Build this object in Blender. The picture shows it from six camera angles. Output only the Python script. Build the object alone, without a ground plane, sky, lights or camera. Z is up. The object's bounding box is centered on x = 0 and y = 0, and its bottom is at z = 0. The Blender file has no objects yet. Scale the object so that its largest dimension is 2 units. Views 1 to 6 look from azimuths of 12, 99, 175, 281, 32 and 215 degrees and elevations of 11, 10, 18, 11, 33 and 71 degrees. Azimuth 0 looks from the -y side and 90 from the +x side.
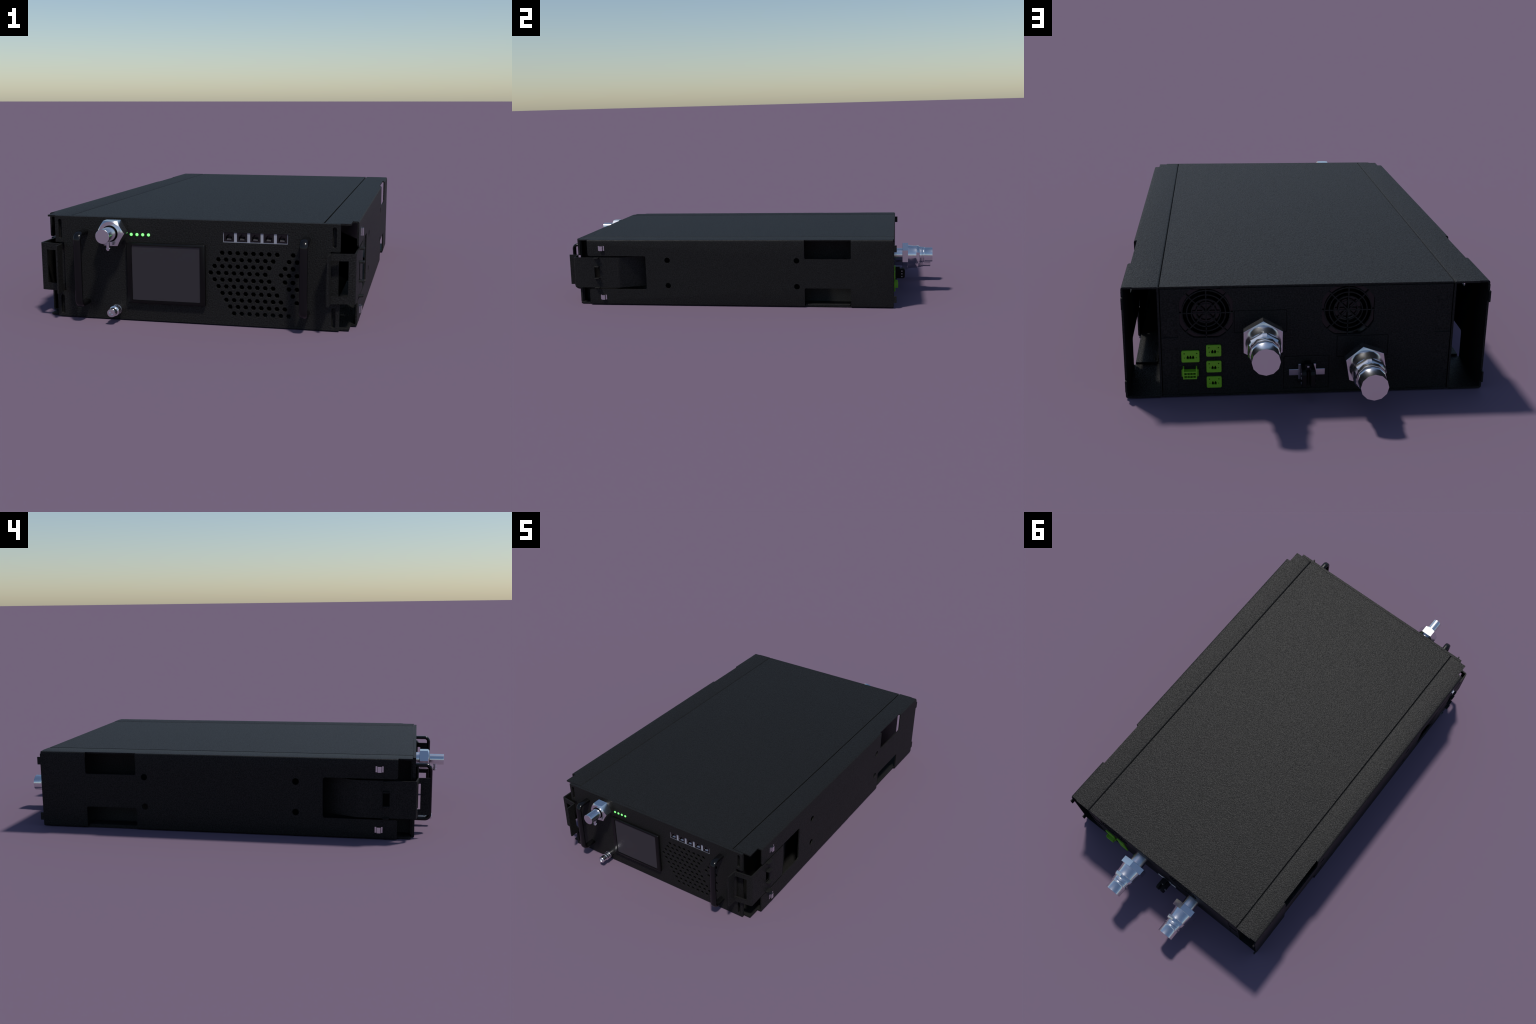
"""Rack-mounted liquid-cooled power unit: flat black steel case, front panel with
display, network sockets, honeycomb vent and grab handles, spring latches in the
side channels, chrome hose couplings front and rear."""
import bpy, bmesh, math
from mathutils import Vector, Matrix

scene = bpy.context.scene

# ------------------------------------------------------------------ sizes (m)
TOP = 0.3467            # height of the case
SEAM = 0.4262           # half width of the lid, seam to the side channels
SIDE = 0.5341           # half width over the side channels
REAR = 0.7962           # rear face
FRONT = -0.8790         # front face of the front panel
PBACK = -0.8665         # back of the front panel = front of the lid
SHEET = 0.0058          # sheet metal thickness

# ------------------------------------------------------------------ materials
def material(name, base, rough=0.5, metal=0.0, spec=0.5, grain=None, mottled=0.0,
             coat=0.0, glint=None):
    m = bpy.data.materials.new(name)
    m.use_nodes = True
    nt = m.node_tree
    b = nt.nodes["Principled BSDF"]
    b.inputs["Base Color"].default_value = (*base, 1)
    b.inputs["Roughness"].default_value = rough
    b.inputs["Metallic"].default_value = metal
    b.inputs["Specular IOR Level"].default_value = spec
    b.inputs["Coat Weight"].default_value = coat
    tc = nt.nodes.new("ShaderNodeTexCoord")
    if grain:
        scale, strength, dist = grain
        n = nt.nodes.new("ShaderNodeTexNoise")
        n.inputs["Scale"].default_value = scale
        n.inputs["Detail"].default_value = 0.0
        n.inputs["Roughness"].default_value = 0.5
        nt.links.new(tc.outputs["Object"], n.inputs["Vector"])
        bp = nt.nodes.new("ShaderNodeBump")
        bp.inputs["Strength"].default_value = strength
        bp.inputs["Distance"].default_value = dist
        nt.links.new(n.outputs["Fac"], bp.inputs["Height"])
        nt.links.new(bp.outputs["Normal"], b.inputs["Normal"])
        if glint:                      # specks of the textured paint: gloss varies grain by grain
            g = nt.nodes.new("ShaderNodeTexNoise")
            g.inputs["Scale"].default_value = glint[0]
            g.inputs["Detail"].default_value = 1.0
            nt.links.new(tc.outputs["Object"], g.inputs["Vector"])
            mr = nt.nodes.new("ShaderNodeMapRange")
            mr.inputs["From Min"].default_value = 0.30
            mr.inputs["From Max"].default_value = 0.70
            mr.inputs["To Min"].default_value = glint[1]
            mr.inputs["To Max"].default_value = glint[2]
            nt.links.new(g.outputs["Fac"], mr.inputs["Value"])
            nt.links.new(mr.outputs["Result"], b.inputs["Specular IOR Level"])
        if mottled:
            r = nt.nodes.new("ShaderNodeValToRGB")
            r.color_ramp.elements[0].position = 0.35
            r.color_ramp.elements[1].position = 0.68
            lo = [c * (1 - mottled) for c in base]
            hi = [c * (1 + mottled) for c in base]
            r.color_ramp.elements[0].color = (*lo, 1)
            r.color_ramp.elements[1].color = (*hi, 1)
            nt.links.new(n.outputs["Fac"], r.inputs["Fac"])
            nt.links.new(r.outputs["Color"], b.inputs["Base Color"])
    return m

POWDER = material("black_powder_coat", (0.0108, 0.0107, 0.0105), 0.55, spec=0.2,
                  grain=(215.0, 1.0, 0.0008), glint=(240.0, 0.07, 0.28))
GLOSS = material("glossy_black_paint", (0.004, 0.004, 0.0045), 0.2, spec=0.32)
PLASTIC = material("black_plastic", (0.005, 0.0045, 0.005), 0.2, spec=0.5)
FANPLASTIC = material("glossy_dark_plastic", (0.004, 0.0037, 0.004), 0.16, spec=0.42)
DEEP = material("deep_black", (0.0008, 0.0008, 0.0008), 0.7, spec=0.05)  # base colour blackened so unlit fan ducts and wells render fully dark
CHROME = material("polished_chrome", (0.80, 0.80, 0.82), 0.21, metal=1.0)
STEEL = material("brushed_steel", (0.72, 0.70, 0.74), 0.28, metal=1.0)
GREEN = material("green_terminal_plastic", (0.165, 0.43, 0.016), 0.45, spec=0.4)
GREENDK = material("darker_green", (0.045, 0.13, 0.005), 0.5, spec=0.3)
BEZEL = material("satin_black_bezel", (0.0035, 0.0034, 0.0036), 0.28, spec=0.22)
SCREEN = material("display_glass", (0.030, 0.029, 0.033), 0.25, spec=0.5)
PALE = material("pale_socket_strip", (0.31, 0.32, 0.37), 0.4, spec=0.5)

INLET = material("satin_black_plastic", (0.003, 0.003, 0.0032), 0.42, spec=0.22)
SKYTINT = material("skylight_tinted_grey", (0.16, 0.165, 0.17), 0.5)

LED = bpy.data.materials.new("green_indicator_glow")
LED.use_nodes = True
_nt = LED.node_tree
_b = _nt.nodes["Principled BSDF"]
_b.inputs["Base Color"].default_value = (0.02, 0.3, 0.02, 1)
_b.inputs["Roughness"].default_value = 0.2
_lw = _nt.nodes.new("ShaderNodeLayerWeight")
_lw.inputs["Blend"].default_value = 0.35
_rp = _nt.nodes.new("ShaderNodeValToRGB")
_rp.color_ramp.elements[0].color = (0.36, 1.0, 0.37, 1)
_rp.color_ramp.elements[0].position = 0.15
_rp.color_ramp.elements[1].color = (0.03, 0.9, 0.03, 1)
_rp.color_ramp.elements[1].position = 0.55
_nt.links.new(_lw.outputs["Facing"], _rp.inputs["Fac"])
_nt.links.new(_rp.outputs["Color"], _b.inputs["Emission Color"])
_b.inputs["Emission Strength"].default_value = 1.0

# ------------------------------------------------------------------ helpers
root = bpy.data.objects.new("rack_power_unit", None)
scene.collection.objects.link(root)
root["label"] = "flat black rack-mounted power unit with chrome hose couplings"
root["category"] = "rack unit"


def add(name, mesh, mat, parent=root, smooth=None, loc=None):
    ob = bpy.data.objects.new(name, mesh)
    scene.collection.objects.link(ob)
    if mat is not None and not mesh.materials:
        mesh.materials.append(mat)
    if smooth is not None:
        for p in mesh.polygons:
            p.use_smooth = True
        mesh.set_sharp_from_angle(angle=math.radians(smooth))
    ob.parent = parent
    if loc is not None:
        ob.location = loc
    return ob


def repeat(ob, loc):
    c = ob.copy()
    c.location = loc
    scene.collection.objects.link(c)
    return c


def join(name, meshes):
    bm = bmesh.new()
    for m in meshes:
        bm.from_mesh(m)
        bpy.data.meshes.remove(m)
    out = bpy.data.meshes.new(name)
    bm.to_mesh(out)
    bm.free()
    return out


def box(lo, hi, bevel=0.0, seg=1):
    bm = bmesh.new()
    bmesh.ops.create_cube(bm, size=1.0)
    for v in bm.verts:
        v.co = Vector([lo[i] + (v.co[i] + 0.5) * (hi[i] - lo[i]) for i in range(3)])
    if bevel:
        bmesh.ops.bevel(bm, geom=bm.edges[:], offset=bevel, segments=seg, affect='EDGES', profile=0.5)
    m = bpy.data.meshes.new("box")
    bm.to_mesh(m)
    bm.free()
    return m


def rrect(cx, cy, w, h, r, n=4):
    """rounded rectangle outline, centre and full size"""
    pts = []
    for sx, sy, a0 in ((1, 1, 0), (-1, 1, 90), (-1, -1, 180), (1, -1, 270)):
        for k in range(n + 1):
            a = math.radians(a0 + 90 * k / n)
            pts.append((cx + sx * (w / 2 - r) + r * math.cos(a), cy + sy * (h / 2 - r) + r * math.sin(a)))
    return pts


def ngon(cx, cy, r, n, rot=0.0):
    return [(cx + r * math.cos(math.radians(rot) + 2 * math.pi * k / n),
             cy + r * math.sin(math.radians(rot) + 2 * math.pi * k / n)) for k in range(n)]


def plate(outlines, d0, d1, plane, bevel=0.0):
    """flat plate with holes: outlines[0] outer, the rest holes; spans d0..d1 along the
    normal of its plane ('xz' -> y, 'xy' -> z, 'yz' -> x)"""
    cu = bpy.data.curves.new("outline", 'CURVE')
    cu.dimensions = '2D'
    cu.fill_mode = 'BOTH'
    cu.extrude = abs(d1 - d0) / 2 - bevel
    cu.bevel_depth = bevel
    cu.bevel_resolution = 0
    cu.offset = -bevel
    for pts in outlines:
        sp = cu.splines.new('POLY')
        sp.points.add(len(pts) - 1)
        for p, (u, v) in zip(sp.points, pts):
            p.co = (u, v, 0, 1)
        sp.use_cyclic_u = True
    tmp = bpy.data.objects.new("outline", cu)
    scene.collection.objects.link(tmp)
    dg = bpy.context.evaluated_depsgraph_get()
    me = bpy.data.meshes.new_from_object(tmp.evaluated_get(dg))
    bpy.data.objects.remove(tmp)
    bpy.data.curves.remove(cu)
    mid = (d0 + d1) / 2
    for v in me.vertices:
        u, w, d = v.co
        if plane == 'xz':
            v.co = (u, mid + d, w)
        elif plane == 'xy':
            v.co = (u, w, mid + d)
        else:
            v.co = (mid + d, u, w)
    bm = bmesh.new()
    bm.from_mesh(me)
    bmesh.ops.remove_doubles(bm, verts=bm.verts[:], dist=1e-6)
    bmesh.ops.recalc_face_normals(bm, faces=bm.faces[:])
    bm.to_mesh(me)
    bm.free()
    me.materials.clear()
    for p in me.polygons:
        p.use_smooth = False
    return me


def revolve(profile, cx, cz, n=32, rot=0.0, axis='y'):
    """solid of revolution, profile = [(along, radius)]; capped at both ends"""
    bm = bmesh.new()
    rings = []
    for a, r in profile:
        ring = []
        for k in range(n):
            t = math.radians(rot) + 2 * math.pi * k / n
            if axis == 'y':
                co = (cx + r * math.cos(t), a, cz + r * math.sin(t))
            else:                                   # vertical axis, cx = x, cz = y
                co = (cx + r * math.cos(t), cz + r * math.sin(t), a)
            ring.append(bm.verts.new(co))
        rings.append(ring)
    for A, B in zip(rings, rings[1:]):
        for k in range(n):
            bm.faces.new((A[k], A[(k + 1) % n], B[(k + 1) % n], B[k]))
    bm.faces.new(rings[0])
    bm.faces.new(rings[-1])
    bmesh.ops.recalc_face_normals(bm, faces=bm.faces[:])
    m = bpy.data.meshes.new("turned")
    bm.to_mesh(m)
    bm.free()
    return m


def boolean(mesh, cutter, op='DIFFERENCE'):
    a = bpy.data.objects.new("a", mesh)
    b = bpy.data.objects.new("b", cutter)
    for o in (a, b):
        scene.collection.objects.link(o)
    md = a.modifiers.new("cut", 'BOOLEAN')
    md.operation = op
    md.solver = 'EXACT'
    md.object = b
    dg = bpy.context.evaluated_depsgraph_get()
    out = bpy.data.meshes.new_from_object(a.evaluated_get(dg))
    for o in (a, b):
        bpy.data.objects.remove(o)
    bpy.data.meshes.remove(cutter)
    out.materials.clear()
    return out


def mirror_x(mesh):
    m = mesh.copy()
    for v in m.vertices:
        v.co.x = -v.co.x
    m.flip_normals()
    return m


def bent_strip(path, z0, z1, t, r=0.006, n=4):
    """sheet strip standing upright: centre path in plan (x, y), rounded at the bends"""
    pts = [Vector(path[0])]
    for A, B, C in zip(path, path[1:], path[2:]):
        A, B, C = Vector(A), Vector(B), Vector(C)
        u, w = (A - B).normalized(), (C - B).normalized()
        for k in range(n + 1):
            s = k / n
            p0, p1 = B + u * r, B + w * r
            pts.append((1 - s) ** 2 * p0 + 2 * s * (1 - s) * B + s * s * p1)
    pts.append(Vector(path[-1]))
    left, right = [], []
    for i, p in enumerate(pts):
        a = pts[max(i - 1, 0)]
        b = pts[min(i + 1, len(pts) - 1)]
        d = (b - a).normalized()
        nrm = Vector((-d.y, d.x)) * (t / 2)
        left.append(p + nrm)
        right.append(p - nrm)
    outline = [(p.x, p.y) for p in left] + [(p.x, p.y) for p in reversed(right)]
    return plate([outline], z0, z1, 'xy')


# ------------------------------------------------------------------ case body
# lid: folded sheet with rounded long edges, butts against the channels with a groove
add("lid", plate([[(-SEAM + 0.0006, PBACK + 0.0003), (SEAM - 0.0006, PBACK + 0.0003),
                   (SEAM - 0.0006, REAR - 0.001), (-SEAM + 0.0006, REAR - 0.001)]],
                 TOP - SHEET, TOP, 'xy', bevel=0.0007), POWDER)
add("base_plate", plate([[(-SEAM + 0.0006, PBACK + 0.0008), (SEAM - 0.0006, PBACK + 0.0008),
                          (SEAM - 0.0006, REAR - 0.001), (-SEAM + 0.0006, REAR - 0.001)]],
                        0.0002, SHEET, 'xy', bevel=0.001), POWDER)

# folded lip under each long edge of the lid closes the seam to the channel
for sx in (1, -1):
    lo, hi = sorted((sx * (SEAM - 0.0040), sx * (SEAM + 0.0030)))
    add("seam_lip", box((lo, PBACK + 0.002, TOP - 0.0130), (hi, REAR - 0.010, TOP - 0.0066)), POWDER)

# side channels: box section sheet, open at both ends, windows cut round the folds
def channel():
    x0, x1 = SEAM + 0.0012, SIDE
    cx, cz, w, h = (x0 + x1) / 2, TOP / 2, x1 - x0, TOP
    tube = plate([rrect(cx, cz, w, h, 0.0065, 4), rrect(cx, cz, w - 2 * SHEET, h - 2 * SHEET, 0.0015, 2)],
                 PBACK + 0.0012, REAR, 'xz')
    cuts = []
    # front notch: outer wall starts further back than the flanges
    for z0, z1 in ((-0.05, 0.0845), (0.262, 0.40)):
        cuts.append(box((0.5132, -0.95, z0), (0.60, -0.8065, z1)))
    cuts.append(box((0.5020, REAR - 0.0035, TOP - 0.011), (0.60, REAR + 0.01, TOP + 0.02)))
    # latch bay with rounded corners
    r = 0.009
    bay = [(-0.95, 0.0845), (-0.4905 - r, 0.0845)]
    bay += [(-0.4905 - r + r * math.sin(math.radians(a)), 0.0845 + r - r * math.cos(math.radians(a))) for a in (30, 60, 90)]
    bay += [(-0.4905 - r + r * math.cos(math.radians(a)), 0.262 - r + r * math.sin(math.radians(a))) for a in (0, 30, 60, 90)]
    bay += [(-0.95, 0.262)]
    cuts.append(plate([bay], 0.50, 0.60, 'yz'))
    # rounded tab corners next to the bay
    for zc, s in ((0.262, 1), (0.0845, -1)):
        q = [(-0.8065 - 0.002, zc - s * 0.002), (-0.8065 + r, zc - s * 0.002), (-0.8065 + r, zc)]
        q += [(-0.8065 + r - r * math.sin(math.radians(a)), zc + s * (r - r * math.cos(math.radians(a)))) for a in (25, 50, 75, 90)]
        q += [(-0.8065 - 0.002, zc + s * r)]
        cuts.append(plate([q], 0.505, 0.59, 'yz'))
    # rear windows, cut through the folds
    cuts.append(plate([rrect(0.4643, 0.2485 + 0.09, 0.2365, 0.18, 0.008)], 0.5235, 0.60, 'yz'))
    cuts.append(plate([rrect(0.4643, 0.0975 - 0.09, 0.2365, 0.18, 0.008)], 0.5235, 0.60, 'yz'))
    # screw holes and cage clip openings
    for y in (-0.3731, 0.3068):
        for z in (0.2405, 0.1055):
            cuts.append(plate([ngon(y, z, 0.0147, 20)], 0.515, 0.57, 'yz'))
    for z in (0.3035, 0.0405):
        cuts.append(plate([rrect(-0.7295, z, 0.0345, 0.0265, 0.002, 2)], 0.515, 0.57, 'yz'))
    for c in cuts:
        tube = boolean(tube, c)
    return tube


ch = channel()
chL = mirror_x(ch)
channels = [add("side_channel", ch, POWDER, smooth=30), add("side_channel", chL, POWDER, smooth=30)]

for s, par in ((1, channels[0]), (-1, channels[1])):
    def put(name, mesh, mat, smooth=None):
        return add(name, mesh if s > 0 else mirror_x(mesh), mat, par, smooth)
    # joggled locating tabs at the rear edge
    for z0, z1 in ((0.2853, 0.3200), (0.0262, 0.0610)):
        put("locating_tab", box((SIDE - 0.0062, 0.7870, z0), (SIDE - 0.0006, 0.8110, z1), 0.0008), POWDER)
    # doubler plate on the channel floor behind the lower window
    put("doubler_plate", plate([rrect(0.488, 0.4640, 0.070, 0.230, 0.002, 2)], SHEET - 0.0005, 0.0125, 'xy', bevel=0.0008), POWDER)
    # mounting flange behind the ears of the front panel
    put("mounting_flange", plate([[(SEAM + 0.002, 0.0085), (0.4772, 0.0085), (0.4772, 0.3385), (SEAM + 0.002, 0.3385)]],
                                 PBACK + 0.0004, PBACK + 0.0060, 'xz'), POWDER)
    # cage clips
    for z in (0.3035, 0.0405):
        parts = [box((0.5300, -0.7381, z - 0.0132), (SIDE + 0.0085, -0.7219, z + 0.0118)),
                 box((0.5235, -0.7460, z - 0.0128), (0.5351, -0.7402, z + 0.0128)),
                 box((0.5235, -0.7198, z - 0.0128), (0.5351, -0.7130, z + 0.0128))]
        put("cage_clip", join("clip", parts), CHROME)

# spring latch: leaf fixed to the inner wall, flares out through the bay, folds across
# the front and ends in a finger lip
def latch():
    t = 0.0062
    z0, z1 = 0.0922, 0.2542
    xo = SIDE + 0.0004
    leaf = bent_strip([(0.4372, -0.430), (0.4372, -0.448), (xo - t / 2, -0.637), (xo - t / 2, -0.8830),
                       (0.4535, -0.8918), (0.4515, -0.9400)], z0, z1, t)
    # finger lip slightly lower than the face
    cuts = [box((0.4400, -0.9012, 0.1165), (0.5105, -0.85, 0.2312)),
            box((0.50, -0.7735, 0.1455), (0.56, -0.7445, 0.2035))]
    for c in cuts:
        leaf = boolean(leaf, c)
    # stop ribs: at both edges and beside the slot
    ribs = [leaf]
    for za, zb in ((0.2035, 0.2088), (0.1402, 0.1455), (0.2487, 0.2545), (0.0900, 0.0952)):
        ribs.append(plate([[(xo - 0.004, -0.7745), (xo + 0.0130, -0.7720), (xo + 0.0152, -0.7690),
                            (xo + 0.0152, -0.7480), (xo + 0.0130, -0.7450), (xo - 0.004, -0.7435)]], za, zb, 'xy', bevel=0.0007))
    return join("latch", ribs)


la = latch()
add("latch", la, POWDER, smooth=30)
add("latch", mirror_x(la), POWDER, smooth=30)

# ------------------------------------------------------------------ front panel
hexes = []
PITCH, ROW = 0.02595, 0.02233
start = [0, -0.5, -1, -1.5, -1, -0.5, 0, 0.5, 1, 1.5]
for r in range(10):
    x0 = 0.0986 + start[r] * PITCH
    z = 0.2409 - r * ROW
    cols = list(range(8))
    k = 9
    while x0 + k * PITCH < 0.348:
        cols.append(k)
        k += 1
    for c in cols:
        hexes.append(ngon(x0 + c * PITCH, z, 0.0083, 6))

W = 0.4822
panel_outline = [(-W, 0.0004), (W, 0.0004), (W, 0.0885), (0.4515, 0.0885), (0.4515, 0.2570), (W, 0.2570),
                 (W, TOP - 0.0004), (-W, TOP - 0.0004), (-W, 0.2570), (-0.4515, 0.2570), (-0.4515, 0.0885), (-W, 0.0885)]
slots = []
for sx in (1, -1):
    for z in (0.3030, 0.0425):
        slots.append(rrect(sx * 0.4640, z, 0.0125, 0.0655, 0.0062, 5))
jack_hole = rrect(0.20875, 0.2922, 0.2130, 0.0322, 0.0008, 1)
pm = plate([panel_outline] + slots + hexes + [jack_hole], FRONT, PBACK, 'xz', bevel=0.0006)
panel = add("front_panel", pm, POWDER)

add("lightened_vent_strip", box((0.133, PBACK - 0.0008, 0.0285), (0.352, -0.800, 0.0320)), SKYTINT)  # added strip, lightened to show skylight seen through the bottom vent row
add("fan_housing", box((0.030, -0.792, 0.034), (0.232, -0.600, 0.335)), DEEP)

# grab handles: flattened rod bent to a bow
def handle(cx):
    zt, zb, yb, yf = 0.2955, 0.0567, FRONT + 0.004, -0.9425
    R = 0.020
    path = [(yb, zt), (yf + R, zt)]
    path += [(yf + R - R * math.sin(math.radians(a)), zt - R + R * math.cos(math.radians(a))) for a in range(10, 91, 10)]
    path += [(yf + R - R * math.cos(math.radians(a)), zb + R - R * math.sin(math.radians(a))) for a in range(0, 91, 10)]
    path += [(yb, zb)]
    bm = bmesh.new()
    rings = []
    hw, hd, n = 0.0133, 0.0084, 24
    for i, p in enumerate(path):
        a, b = path[max(i - 1, 0)], path[min(i + 1, len(path) - 1)]
        d = Vector((b[0] - a[0], b[1] - a[1])).normalized()
        nr = Vector((-d.y, d.x))
        ring = []
        for k in range(n):
            t = 2 * math.pi * k / n
            ex = (abs(math.cos(t)) ** 0.8) * math.copysign(1, math.cos(t)) * hw
            ey = (abs(math.sin(t)) ** 0.8) * math.copysign(1, math.sin(t)) * hd
            ring.append(bm.verts.new((cx + ex, p[0] + nr.x * ey, p[1] + nr.y * ey)))
        rings.append(ring)
    for A, B in zip(rings, rings[1:]):
        for k in range(n):
            bm.faces.new((A[k], A[(k + 1) % n], B[(k + 1) % n], B[k]))
    bm.faces.new(rings[0])
    bm.faces.new(rings[-1])
    bmesh.ops.recalc_face_normals(bm, faces=bm.faces[:])
    m = bpy.data.meshes.new("handle")
    bm.to_mesh(m)
    bm.free()
    return m


for sx in (1, -1):
    add("handle", handle(sx * 0.3755), GLOSS, smooth=50)

# display: raised rounded bezel, slightly sunk glass
bez = boolean(box((-0.2255, FRONT - 0.0145, 0.0618), (0.0445, FRONT + 0.0003, 0.2665), 0.0045, 3),
              box((-0.2075, FRONT - 0.03, 0.0724), (0.0270, FRONT - 0.004, 0.2573)))
bz = add("display", bez, BEZEL, smooth=40)
add("screen", box((-0.2068, FRONT - 0.0118, 0.0731), (0.0263, FRONT - 0.0045, 0.2566)), SCREEN, bz)

# indicator lamps
dome = revolve([(0.002, 0.0054), (-0.0004, 0.0054), (-0.0020, 0.0047), (-0.0031, 0.0032), (-0.0037, 0.0013)], 0, 0, 20)
lamp = add("indicator_lamp", dome, LED, smooth=60, loc=(-0.2110, FRONT, 0.2916))
for k in range(1, 4):
    repeat(lamp, (-0.2110 + 0.01997 * k, FRONT, 0.2916))

# network sockets in a pale strip
strip_y = FRONT + 0.0025
add("socket_strip", plate([[(0.1015, 0.2755), (0.3160, 0.2755), (0.3160, 0.3090), (0.1015, 0.3090)]] +
                          [[(x - 0.0165, 0.2795), (x + 0.0165, 0.2795), (x + 0.0165, 0.3075), (x - 0.0165, 0.3075)]
                           for x in [0.1215 + 0.04365 * k for k in range(5)]], strip_y, PBACK + 0.004, 'xz'), PALE)
notch = [(-0.0105, -0.0095), (0.0105, -0.0095), (0.0105, 0.0030), (0.0072, 0.0030), (0.0072, 0.0065), (0.0040, 0.0065), (0.0040, 0.0095),
         (-0.0040, 0.0095), (-0.0040, 0.0065), (-0.0072, 0.0065), (-0.0072, 0.0030), (-0.0105, 0.0030)]
jack = join("jack", [plate([[(-0.0169, -0.0145), (0.0169, -0.0145), (0.0169, 0.0150), (-0.0169, 0.0150)], notch], -0.0008, 0.018, 'xz'),
                     box((-0.0168, 0.0185, -0.0144), (0.0168, 0.021, 0.0149))])
sock = add("network_socket", jack, PLASTIC, loc=(0.1215, strip_y, 0.2935))
pins = []
for k in range(8):
    x = -0.0066 + 0.00188 * k
    bmx = box((x - 0.00070, 0.0008, -0.0003), (x + 0.00070, 0.0090, 0.0003))
    for v in bmx.vertices:
        v.co.z += -0.0085 + (v.co.y - 0.0008) * 0.72
    pins.append(bmx)
pinmesh = join("contacts", pins)
ct = add("contact_set", pinmesh, STEEL, sock)
ct["kind"] = "stuff"
for k in range(1, 5):
    s2 = repeat(sock, (0.1215 + 0.04365 * k, strip_y, 0.2935))
    c2 = ct.copy()
    scene.collection.objects.link(c2)
    c2.parent = s2

# front hose coupling with chamfered hex nut and bleed nipple
cx, cz = -0.2635, 0.3012
nut = plate([ngon(cx, cz, 0.0472, 6)], -0.9365, -0.8955, 'xz')
nut = boolean(nut, revolve([(-0.9365, 0.0385), (-0.9290, 0.0478), (-0.89, 0.0478), (-0.88, 0.0478)], cx, cz, 48), 'INTERSECT')
coup = add("hose_coupling", revolve([(FRONT + 0.004, 0.0300), (-0.8860, 0.0300), (-0.8960, 0.0290)], cx, cz, 40), CHROME, smooth=30)
add("hex_nut", nut, CHROME, coup, smooth=24)
add("spigot", revolve([(-0.9300, 0.0235), (-0.9410, 0.0235),
                       (-0.9990, 0.0235), (-0.9998, 0.0228)], cx, cz, 40), CHROME, coup, smooth=30)
add("black_gap_shade_ring", revolve([(-0.9360, 0.0268), (-0.9385, 0.0268), (-0.9388, 0.0258), (-0.9388, 0.0236)], cx, cz, 40), DEEP, coup, smooth=30)  # shadowed gap between nut and spigot, modelled as a black ring
add("bleed_nipple", revolve([(0.284, 0.0060), (0.2755, 0.0060), (0.2745, 0.0075), (0.2730, 0.0075), (0.2720, 0.0060), (0.2705, 0.0060),
                             (0.2695, 0.0075), (0.2680, 0.0075), (0.2668, 0.0056), (0.2590, 0.0056), (0.2575, 0.0075), (0.2555, 0.0075),
                             (0.2515, 0.0055), (0.2498, 0.0045)], cx + 0.003, -0.9617, 16, axis='z'), CHROME, coup, smooth=35)

# drain nipple near the foot of the panel
dx, dz = -0.2605, 0.0392
add("drain_nipple", revolve([(FRONT + 0.002, 0.0125), (-0.8970, 0.0125), (-0.8975, 0.0175), (-0.9020, 0.0175), (-0.9025, 0.0135), (-0.9070, 0.0135),
                             (-0.9078, 0.0175), (-0.9130, 0.0170), (-0.9138, 0.0138), (-0.9180, 0.0138), (-0.9188, 0.0175), (-0.9260, 0.0175),
                             (-0.9275, 0.0138), (-0.9490, 0.0138), (-0.9500, 0.0152), (-0.9540, 0.0135), (-0.9545, 0.0075), (-0.9480, 0.0048)],
                            dx, dz, 14), CHROME, smooth=28)

# ------------------------------------------------------------------ rear panel
FANS = [(0.2948, 0.2643), (-0.1170, 0.2643)]
def fan_cut(cx, cz, R=0.0842, h=0.0768):
    pts = []
    for k in range(72):
        a = 2 * math.pi * k / 72
        pts.append((cx + max(-h, min(h, R * math.cos(a))), cz + max(-h, min(h, R * math.sin(a)))))
    return pts

# base sheet, with a castellated outer sheet on top
base = plate([[(-SEAM + 0.001, 0.0062), (SEAM - 0.001, 0.0062), (SEAM - 0.001, TOP - 0.0062), (-SEAM + 0.001, TOP - 0.0062)]] +
             [fan_cut(*f) for f in FANS], REAR - 0.0090, REAR - 0.0032, 'xz')
rear = add("rear_panel", base, POWDER)

def castle():
    r = 0.012
    def arc(cx, cz, a0, a1, n=4):
        return [(cx + r * math.cos(math.radians(a0 + (a1 - a0) * k / n)), cz + r * math.sin(math.radians(a0 + (a1 - a0) * k / n))) for k in range(n + 1)]
    xo, xi = 0.4245, 0.378
    half = [(xi, 0.0075), (xi, 0.1580)]
    half += arc(xo - r, 0.1580 + r, 270, 360) + [(xo, 0.1890)]
    half += [(xi, 0.1890), (xi, 0.3138)]
    half += arc(xo - r, 0.3138 + r, 270, 360) + [(xo, TOP - 0.0075)]
    return half + [(-x, z) for x, z in reversed(half)]

COVERS = ((0.0629, 0.2136, 0.2014, 0.2688), (-0.2380, -0.0877, 0.1180, 0.1832), (-0.0640, 0.0685, 0.0185, 0.1212))
def cover(x0, x1, z0, z1, g=0.0):
    return rrect((x0 + x1) / 2, (z0 + z1) / 2, x1 - x0 + 2 * g, z1 - z0 + 2 * g, 0.003, 2)
add("outer_sheet", plate([castle()] + [fan_cut(*f) for f in FANS] + [cover(*c, g=0.0014) for c in COVERS], REAR - 0.0030, REAR, 'xz', bevel=0.0004), POWDER, rear)
for c in COVERS:
    add("cover_plate", plate([cover(*c)], REAR - 0.0026, REAR - 0.0003, 'xz', bevel=0.0004), POWDER, rear)

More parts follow.
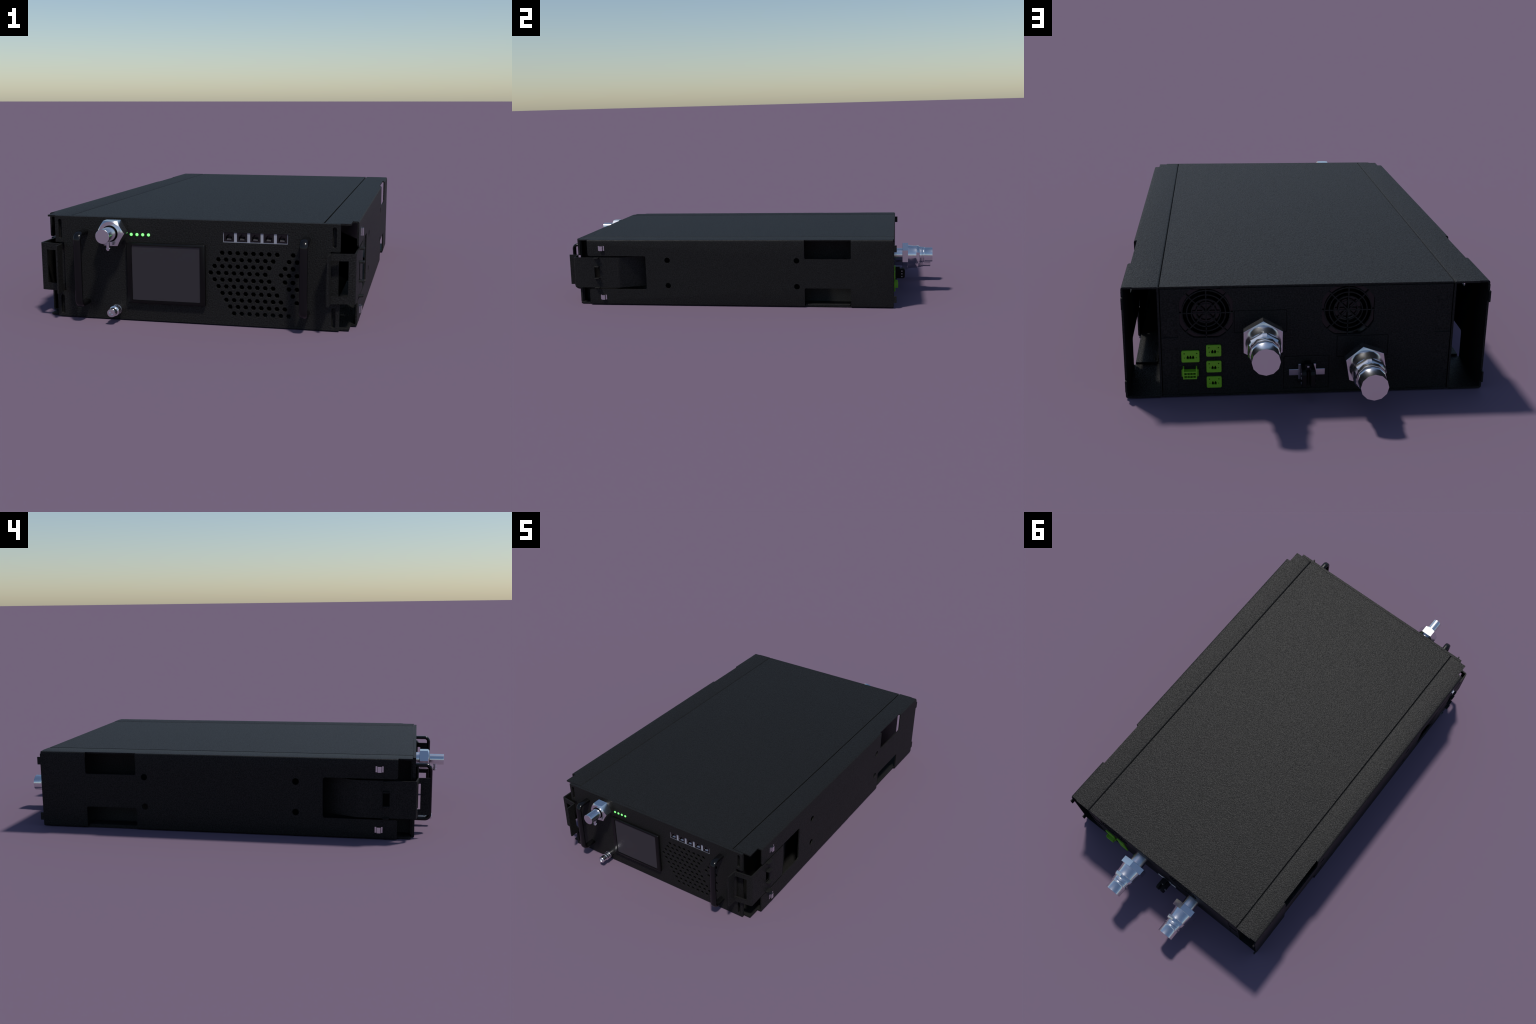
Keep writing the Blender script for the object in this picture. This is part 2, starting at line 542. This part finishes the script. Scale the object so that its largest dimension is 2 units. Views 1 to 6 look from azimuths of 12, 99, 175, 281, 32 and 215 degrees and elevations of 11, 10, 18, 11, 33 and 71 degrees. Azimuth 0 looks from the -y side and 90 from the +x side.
# fans: frame, rotor and wire grille
def annulus(cx, cz, r0, r1, y0, y1):
    return plate([ngon(cx, cz, r1, 64), ngon(cx, cz, r0, 64)], y0, y1, 'xz')

for fx, fz in FANS:
    g = [annulus(fx, fz, r - 0.0016, r + 0.0016, REAR - 0.0046, REAR - 0.0012) for r in (0.0288, 0.0418, 0.0556, 0.0690)]
    for k in range(8):
        a = math.radians(45 * k)
        ro = 0.0842 if k % 2 else 0.0775
        b = box((0.0, REAR - 0.0040, -0.0016), (ro, REAR - 0.0006, 0.0016))
        for v in b.vertices:
            x, z = v.co.x, v.co.z
            v.co.x = fx + x * math.cos(a) - z * math.sin(a)
            v.co.z = fz + x * math.sin(a) + z * math.cos(a)
            v.co.y -= 0.0001 * k
        g.append(b)
    grille = add("fan_grille", join("grille", g), POWDER, rear)
    fr = plate([rrect(fx, fz, 0.158, 0.156, 0.006), ngon(fx, fz, 0.0690, 64)], REAR - 0.0455, REAR - 0.0064, 'xz', bevel=0.0008)
    fan = add("fan", fr, FANPLASTIC)
    hub = revolve([(REAR - 0.0465, 0.0415), (REAR - 0.0145, 0.0415), (REAR - 0.0125, 0.0395)], fx, fz, 40)
    blades = []
    for k in range(7):
        a0 = 2 * math.pi * k / 7
        bm = bmesh.new()
        vs = []
        for i in range(5):
            rr = 0.039 + 0.027 * i / 4
            for side in (0, 1):
                ang = a0 + (0.62 + 0.1 * i / 4) * (side - 0.5) + 0.10 * i / 4
                yy = REAR - 0.0175 - 0.014 * side
                for t in (0.0, 0.0022):
                    vs.append(bm.verts.new((fx + rr * math.cos(ang), yy - t, fz + rr * math.sin(ang))))
        for i in range(4):
            q = vs[i * 4:i * 4 + 8]
            bm.faces.new((q[0], q[4], q[6], q[2]))
            bm.faces.new((q[1], q[3], q[7], q[5]))
            bm.faces.new((q[0], q[1], q[5], q[4]))
            bm.faces.new((q[2], q[6], q[7], q[3]))
        bm.faces.new((vs[0], vs[2], vs[3], vs[1]))
        bm.faces.new((vs[16], vs[17], vs[19], vs[18]))
        bmesh.ops.recalc_face_normals(bm, faces=bm.faces[:])
        m = bpy.data.meshes.new("blade")
        bm.to_mesh(m)
        bm.free()
        blades.append(m)
    add("rotor_hub", hub, FANPLASTIC, fan, smooth=35)
    for m in blades:
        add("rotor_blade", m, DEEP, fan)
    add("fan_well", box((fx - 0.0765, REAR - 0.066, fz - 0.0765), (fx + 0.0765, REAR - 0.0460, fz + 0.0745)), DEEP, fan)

# rear hose couplings
def coupling(cx, cz, rot):
    tube = revolve([(REAR - 0.004, 0.0345), (0.842, 0.0345)], cx, cz, 24)
    c = add("hose_coupling", tube, CHROME, smooth=35)
    add("hex_nut", plate([ngon(cx, cz, 0.0637, 6, 90 + rot)], 0.8400, 0.8700, 'xz', bevel=0.0005), CHROME, c)
    add("barrel", revolve([(0.8690, 0.0522), (0.8735, 0.0518), (0.8830, 0.0504), (0.8950, 0.0485), (0.9060, 0.0480), (0.9135, 0.0482), (0.9148, 0.0470), (0.9150, 0.0460)],
                          cx, cz, 24, 15 + rot), CHROME, c, smooth=33)
    # spanner ring with six wide flats and narrow corner facets, tapering to the front
    bm = bmesh.new()
    rings = []
    for y, r in ((0.9148, 0.0500), (0.9185, 0.0499), (0.9230, 0.0491), (0.9280, 0.0472), (0.9325, 0.0444)):
        ring = []
        for k in range(6):
            for d in (-7.5, 7.5):
                a = math.radians(60 * k + 30 + rot * 0.4 + d)
                ring.append(bm.verts.new((cx + r * math.cos(a), y, cz + r * math.sin(a))))
        rings.append(ring)
    for A, B in zip(rings, rings[1:]):
        for k in range(12):
            bm.faces.new((A[k], A[(k + 1) % 12], B[(k + 1) % 12], B[k]))
    bm.faces.new(rings[0])
    bm.faces.new(rings[-1])
    bmesh.ops.recalc_face_normals(bm, faces=bm.faces[:])
    sp = bpy.data.meshes.new("ring")
    bm.to_mesh(sp)
    bm.free()
    add("spanner_ring", sp, CHROME, c, smooth=20)
    add("nozzle", revolve([(0.9315, 0.0432), (0.9330, 0.0436), (0.9400, 0.0428), (0.9440, 0.0428), (0.9450, 0.0435), (0.9485, 0.0430), (0.9492, 0.0395),
                           (0.9515, 0.0395), (0.9522, 0.0420), (0.9570, 0.0420), (0.9590, 0.0402), (0.9610, 0.0392), (1.0000, 0.0392)],
                          cx, cz, 12, 0), CHROME, c, smooth=33)
    return c

coupling(0.1350, 0.2020, 0)
coupling(-0.1632, 0.1172, -10)

# green terminal sockets
def terminal(cx, cz, w, h, ways, dots):
    outl = [rrect(0, 0, w, h, 0.004)]
    for k in range(ways):
        x = (k - (ways - 1) / 2) * 0.0077
        outl.append([(x - 0.0032, -0.0078), (x + 0.0032, -0.0078), (x + 0.0032, -0.0012), (x + 0.0014, 0.0010), (x + 0.0014, 0.0030),
                     (x - 0.0014, 0.0030), (x - 0.0014, 0.0010), (x - 0.0032, -0.0012)])
    for (x, z, r) in dots:
        for s in (-1, 1):
            outl.append(ngon(s * x, z, r, 10))
    body = add("terminal_socket", plate(outl, REAR + 0.0005, REAR + 0.0065, 'xz', bevel=0.0006), GREEN, loc=(cx, 0, cz))
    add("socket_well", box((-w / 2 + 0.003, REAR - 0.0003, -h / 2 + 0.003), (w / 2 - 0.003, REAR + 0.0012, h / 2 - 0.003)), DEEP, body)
    return body

terminal(0.3423, 0.1318, 0.0522, 0.0362, 3, ((0.0182, 0.0095, 0.0018), (0.0168, -0.0040, 0.0013)))
t2 = terminal(0.2747, 0.1482, 0.0440, 0.0358, 2, ((0.0138, 0.0100, 0.0018), (0.0124, -0.0035, 0.0013)))
w2 = t2.children[0]
for z in (0.0974, 0.0477):
    c = repeat(t2, (0.2747, 0, z))
    w = w2.copy()
    scene.collection.objects.link(w)
    w.parent = c

# green plug with two rows of four openings, ribbed end cheeks
px = 0.34435
plug = add("terminal_plug", join("plug", [
    plate([[(px - 0.0246, 0.0690), (px + 0.0246, 0.0690), (px + 0.0246, 0.0900), (px - 0.0246, 0.0900)]], REAR + 0.0003, REAR + 0.0080, 'xz', bevel=0.0008),
    plate([[(px - 0.0201, 0.0668), (px + 0.0201, 0.0668), (px + 0.0201, 0.0902), (px - 0.0201, 0.0902)]] +
          [[(x - 0.0035, z - 0.0033), (x + 0.0035, z - 0.0033), (x + 0.0035, z + 0.0033), (x - 0.0035, z + 0.0033)]
           for z in (0.0737, 0.0833) for x in [px + (k - 1.5) * 0.0086 for k in range(4)]], REAR + 0.0012, REAR + 0.0213, 'xz', bevel=0.0004),
    box((px - 0.0207, REAR + 0.001, 0.0720), (px - 0.0170, REAR + 0.0200, 0.1003), 0.0005),
    box((px + 0.0170, REAR + 0.001, 0.0720), (px + 0.0207, REAR + 0.0200, 0.1003), 0.0005)]), GREEN)
add("plug_core", box((px - 0.0190, REAR + 0.0082, 0.0680), (px + 0.0190, REAR + 0.0140, 0.0890)), GREENDK, plug)

# power inlet: steel bracket and black two-finger contact body
pw = add("power_inlet", join("bracket", [box((-0.0262, REAR + 0.001, 0.0490), (0.0262, REAR + 0.0050, 0.0978), 0.0008),
                                         box((0.0240, REAR + 0.001, 0.0618), (0.0540, REAR + 0.0045, 0.0810), 0.0008),
                                         box((-0.0530, REAR + 0.001, 0.0617), (-0.0240, REAR + 0.0045, 0.0812), 0.0008)]), STEEL)
def finger(x0, x1):
    f = plate([[(REAR + 0.004, 0.0440), (0.8400, 0.0440), (0.8500, 0.0460), (0.8550, 0.0520), (0.8555, 0.0880), (0.8520, 0.0960), (0.8450, 0.0992), (REAR + 0.004, 0.0992)]],
              x0, x1, 'yz', bevel=0.0022)
    return f
body = [finger(0.0064, 0.0203), finger(-0.0196, -0.0042), box((-0.0104, REAR + 0.003, 0.0860), (0.0104, 0.8270, 0.1080), 0.001),
        box((-0.0180, REAR + 0.003, 0.0850), (0.0185, 0.8300, 0.0985), 0.001), box((-0.0020, REAR + 0.003, 0.0480), (0.0024, 0.8400, 0.0900)),
        box((0.0175, REAR + 0.002, 0.0390), (0.0265, REAR + 0.0125, 0.0492))]
add("contact_body", join("contact_body", body), INLET, pw)
dots = []
for s, x in ((1, 0.0200), (-1, -0.0193)):
    for z in (0.0855, 0.0700, 0.0545):
        dots.append(box((x - 0.001, 0.8350, z - 0.0028), (x + s * 0.0022 if s > 0 else x + 0.001, 0.8410, z + 0.0028), 0.0003) if s > 0 else
                    box((x - 0.0022, 0.8350, z - 0.0028), (x + 0.001, 0.8410, z + 0.0028), 0.0003))
add("contact_rivets", join("contact_rivets", dots), STEEL, pw)["kind"] = "stuff"
add("top_rivet", box((-0.0032, 0.8200, 0.0985), (0.0032, 0.8276, 0.1035), 0.0004), STEEL, pw)

for ob in scene.objects:
    if ob.type == 'MESH':
        ob.data.name = ob.name
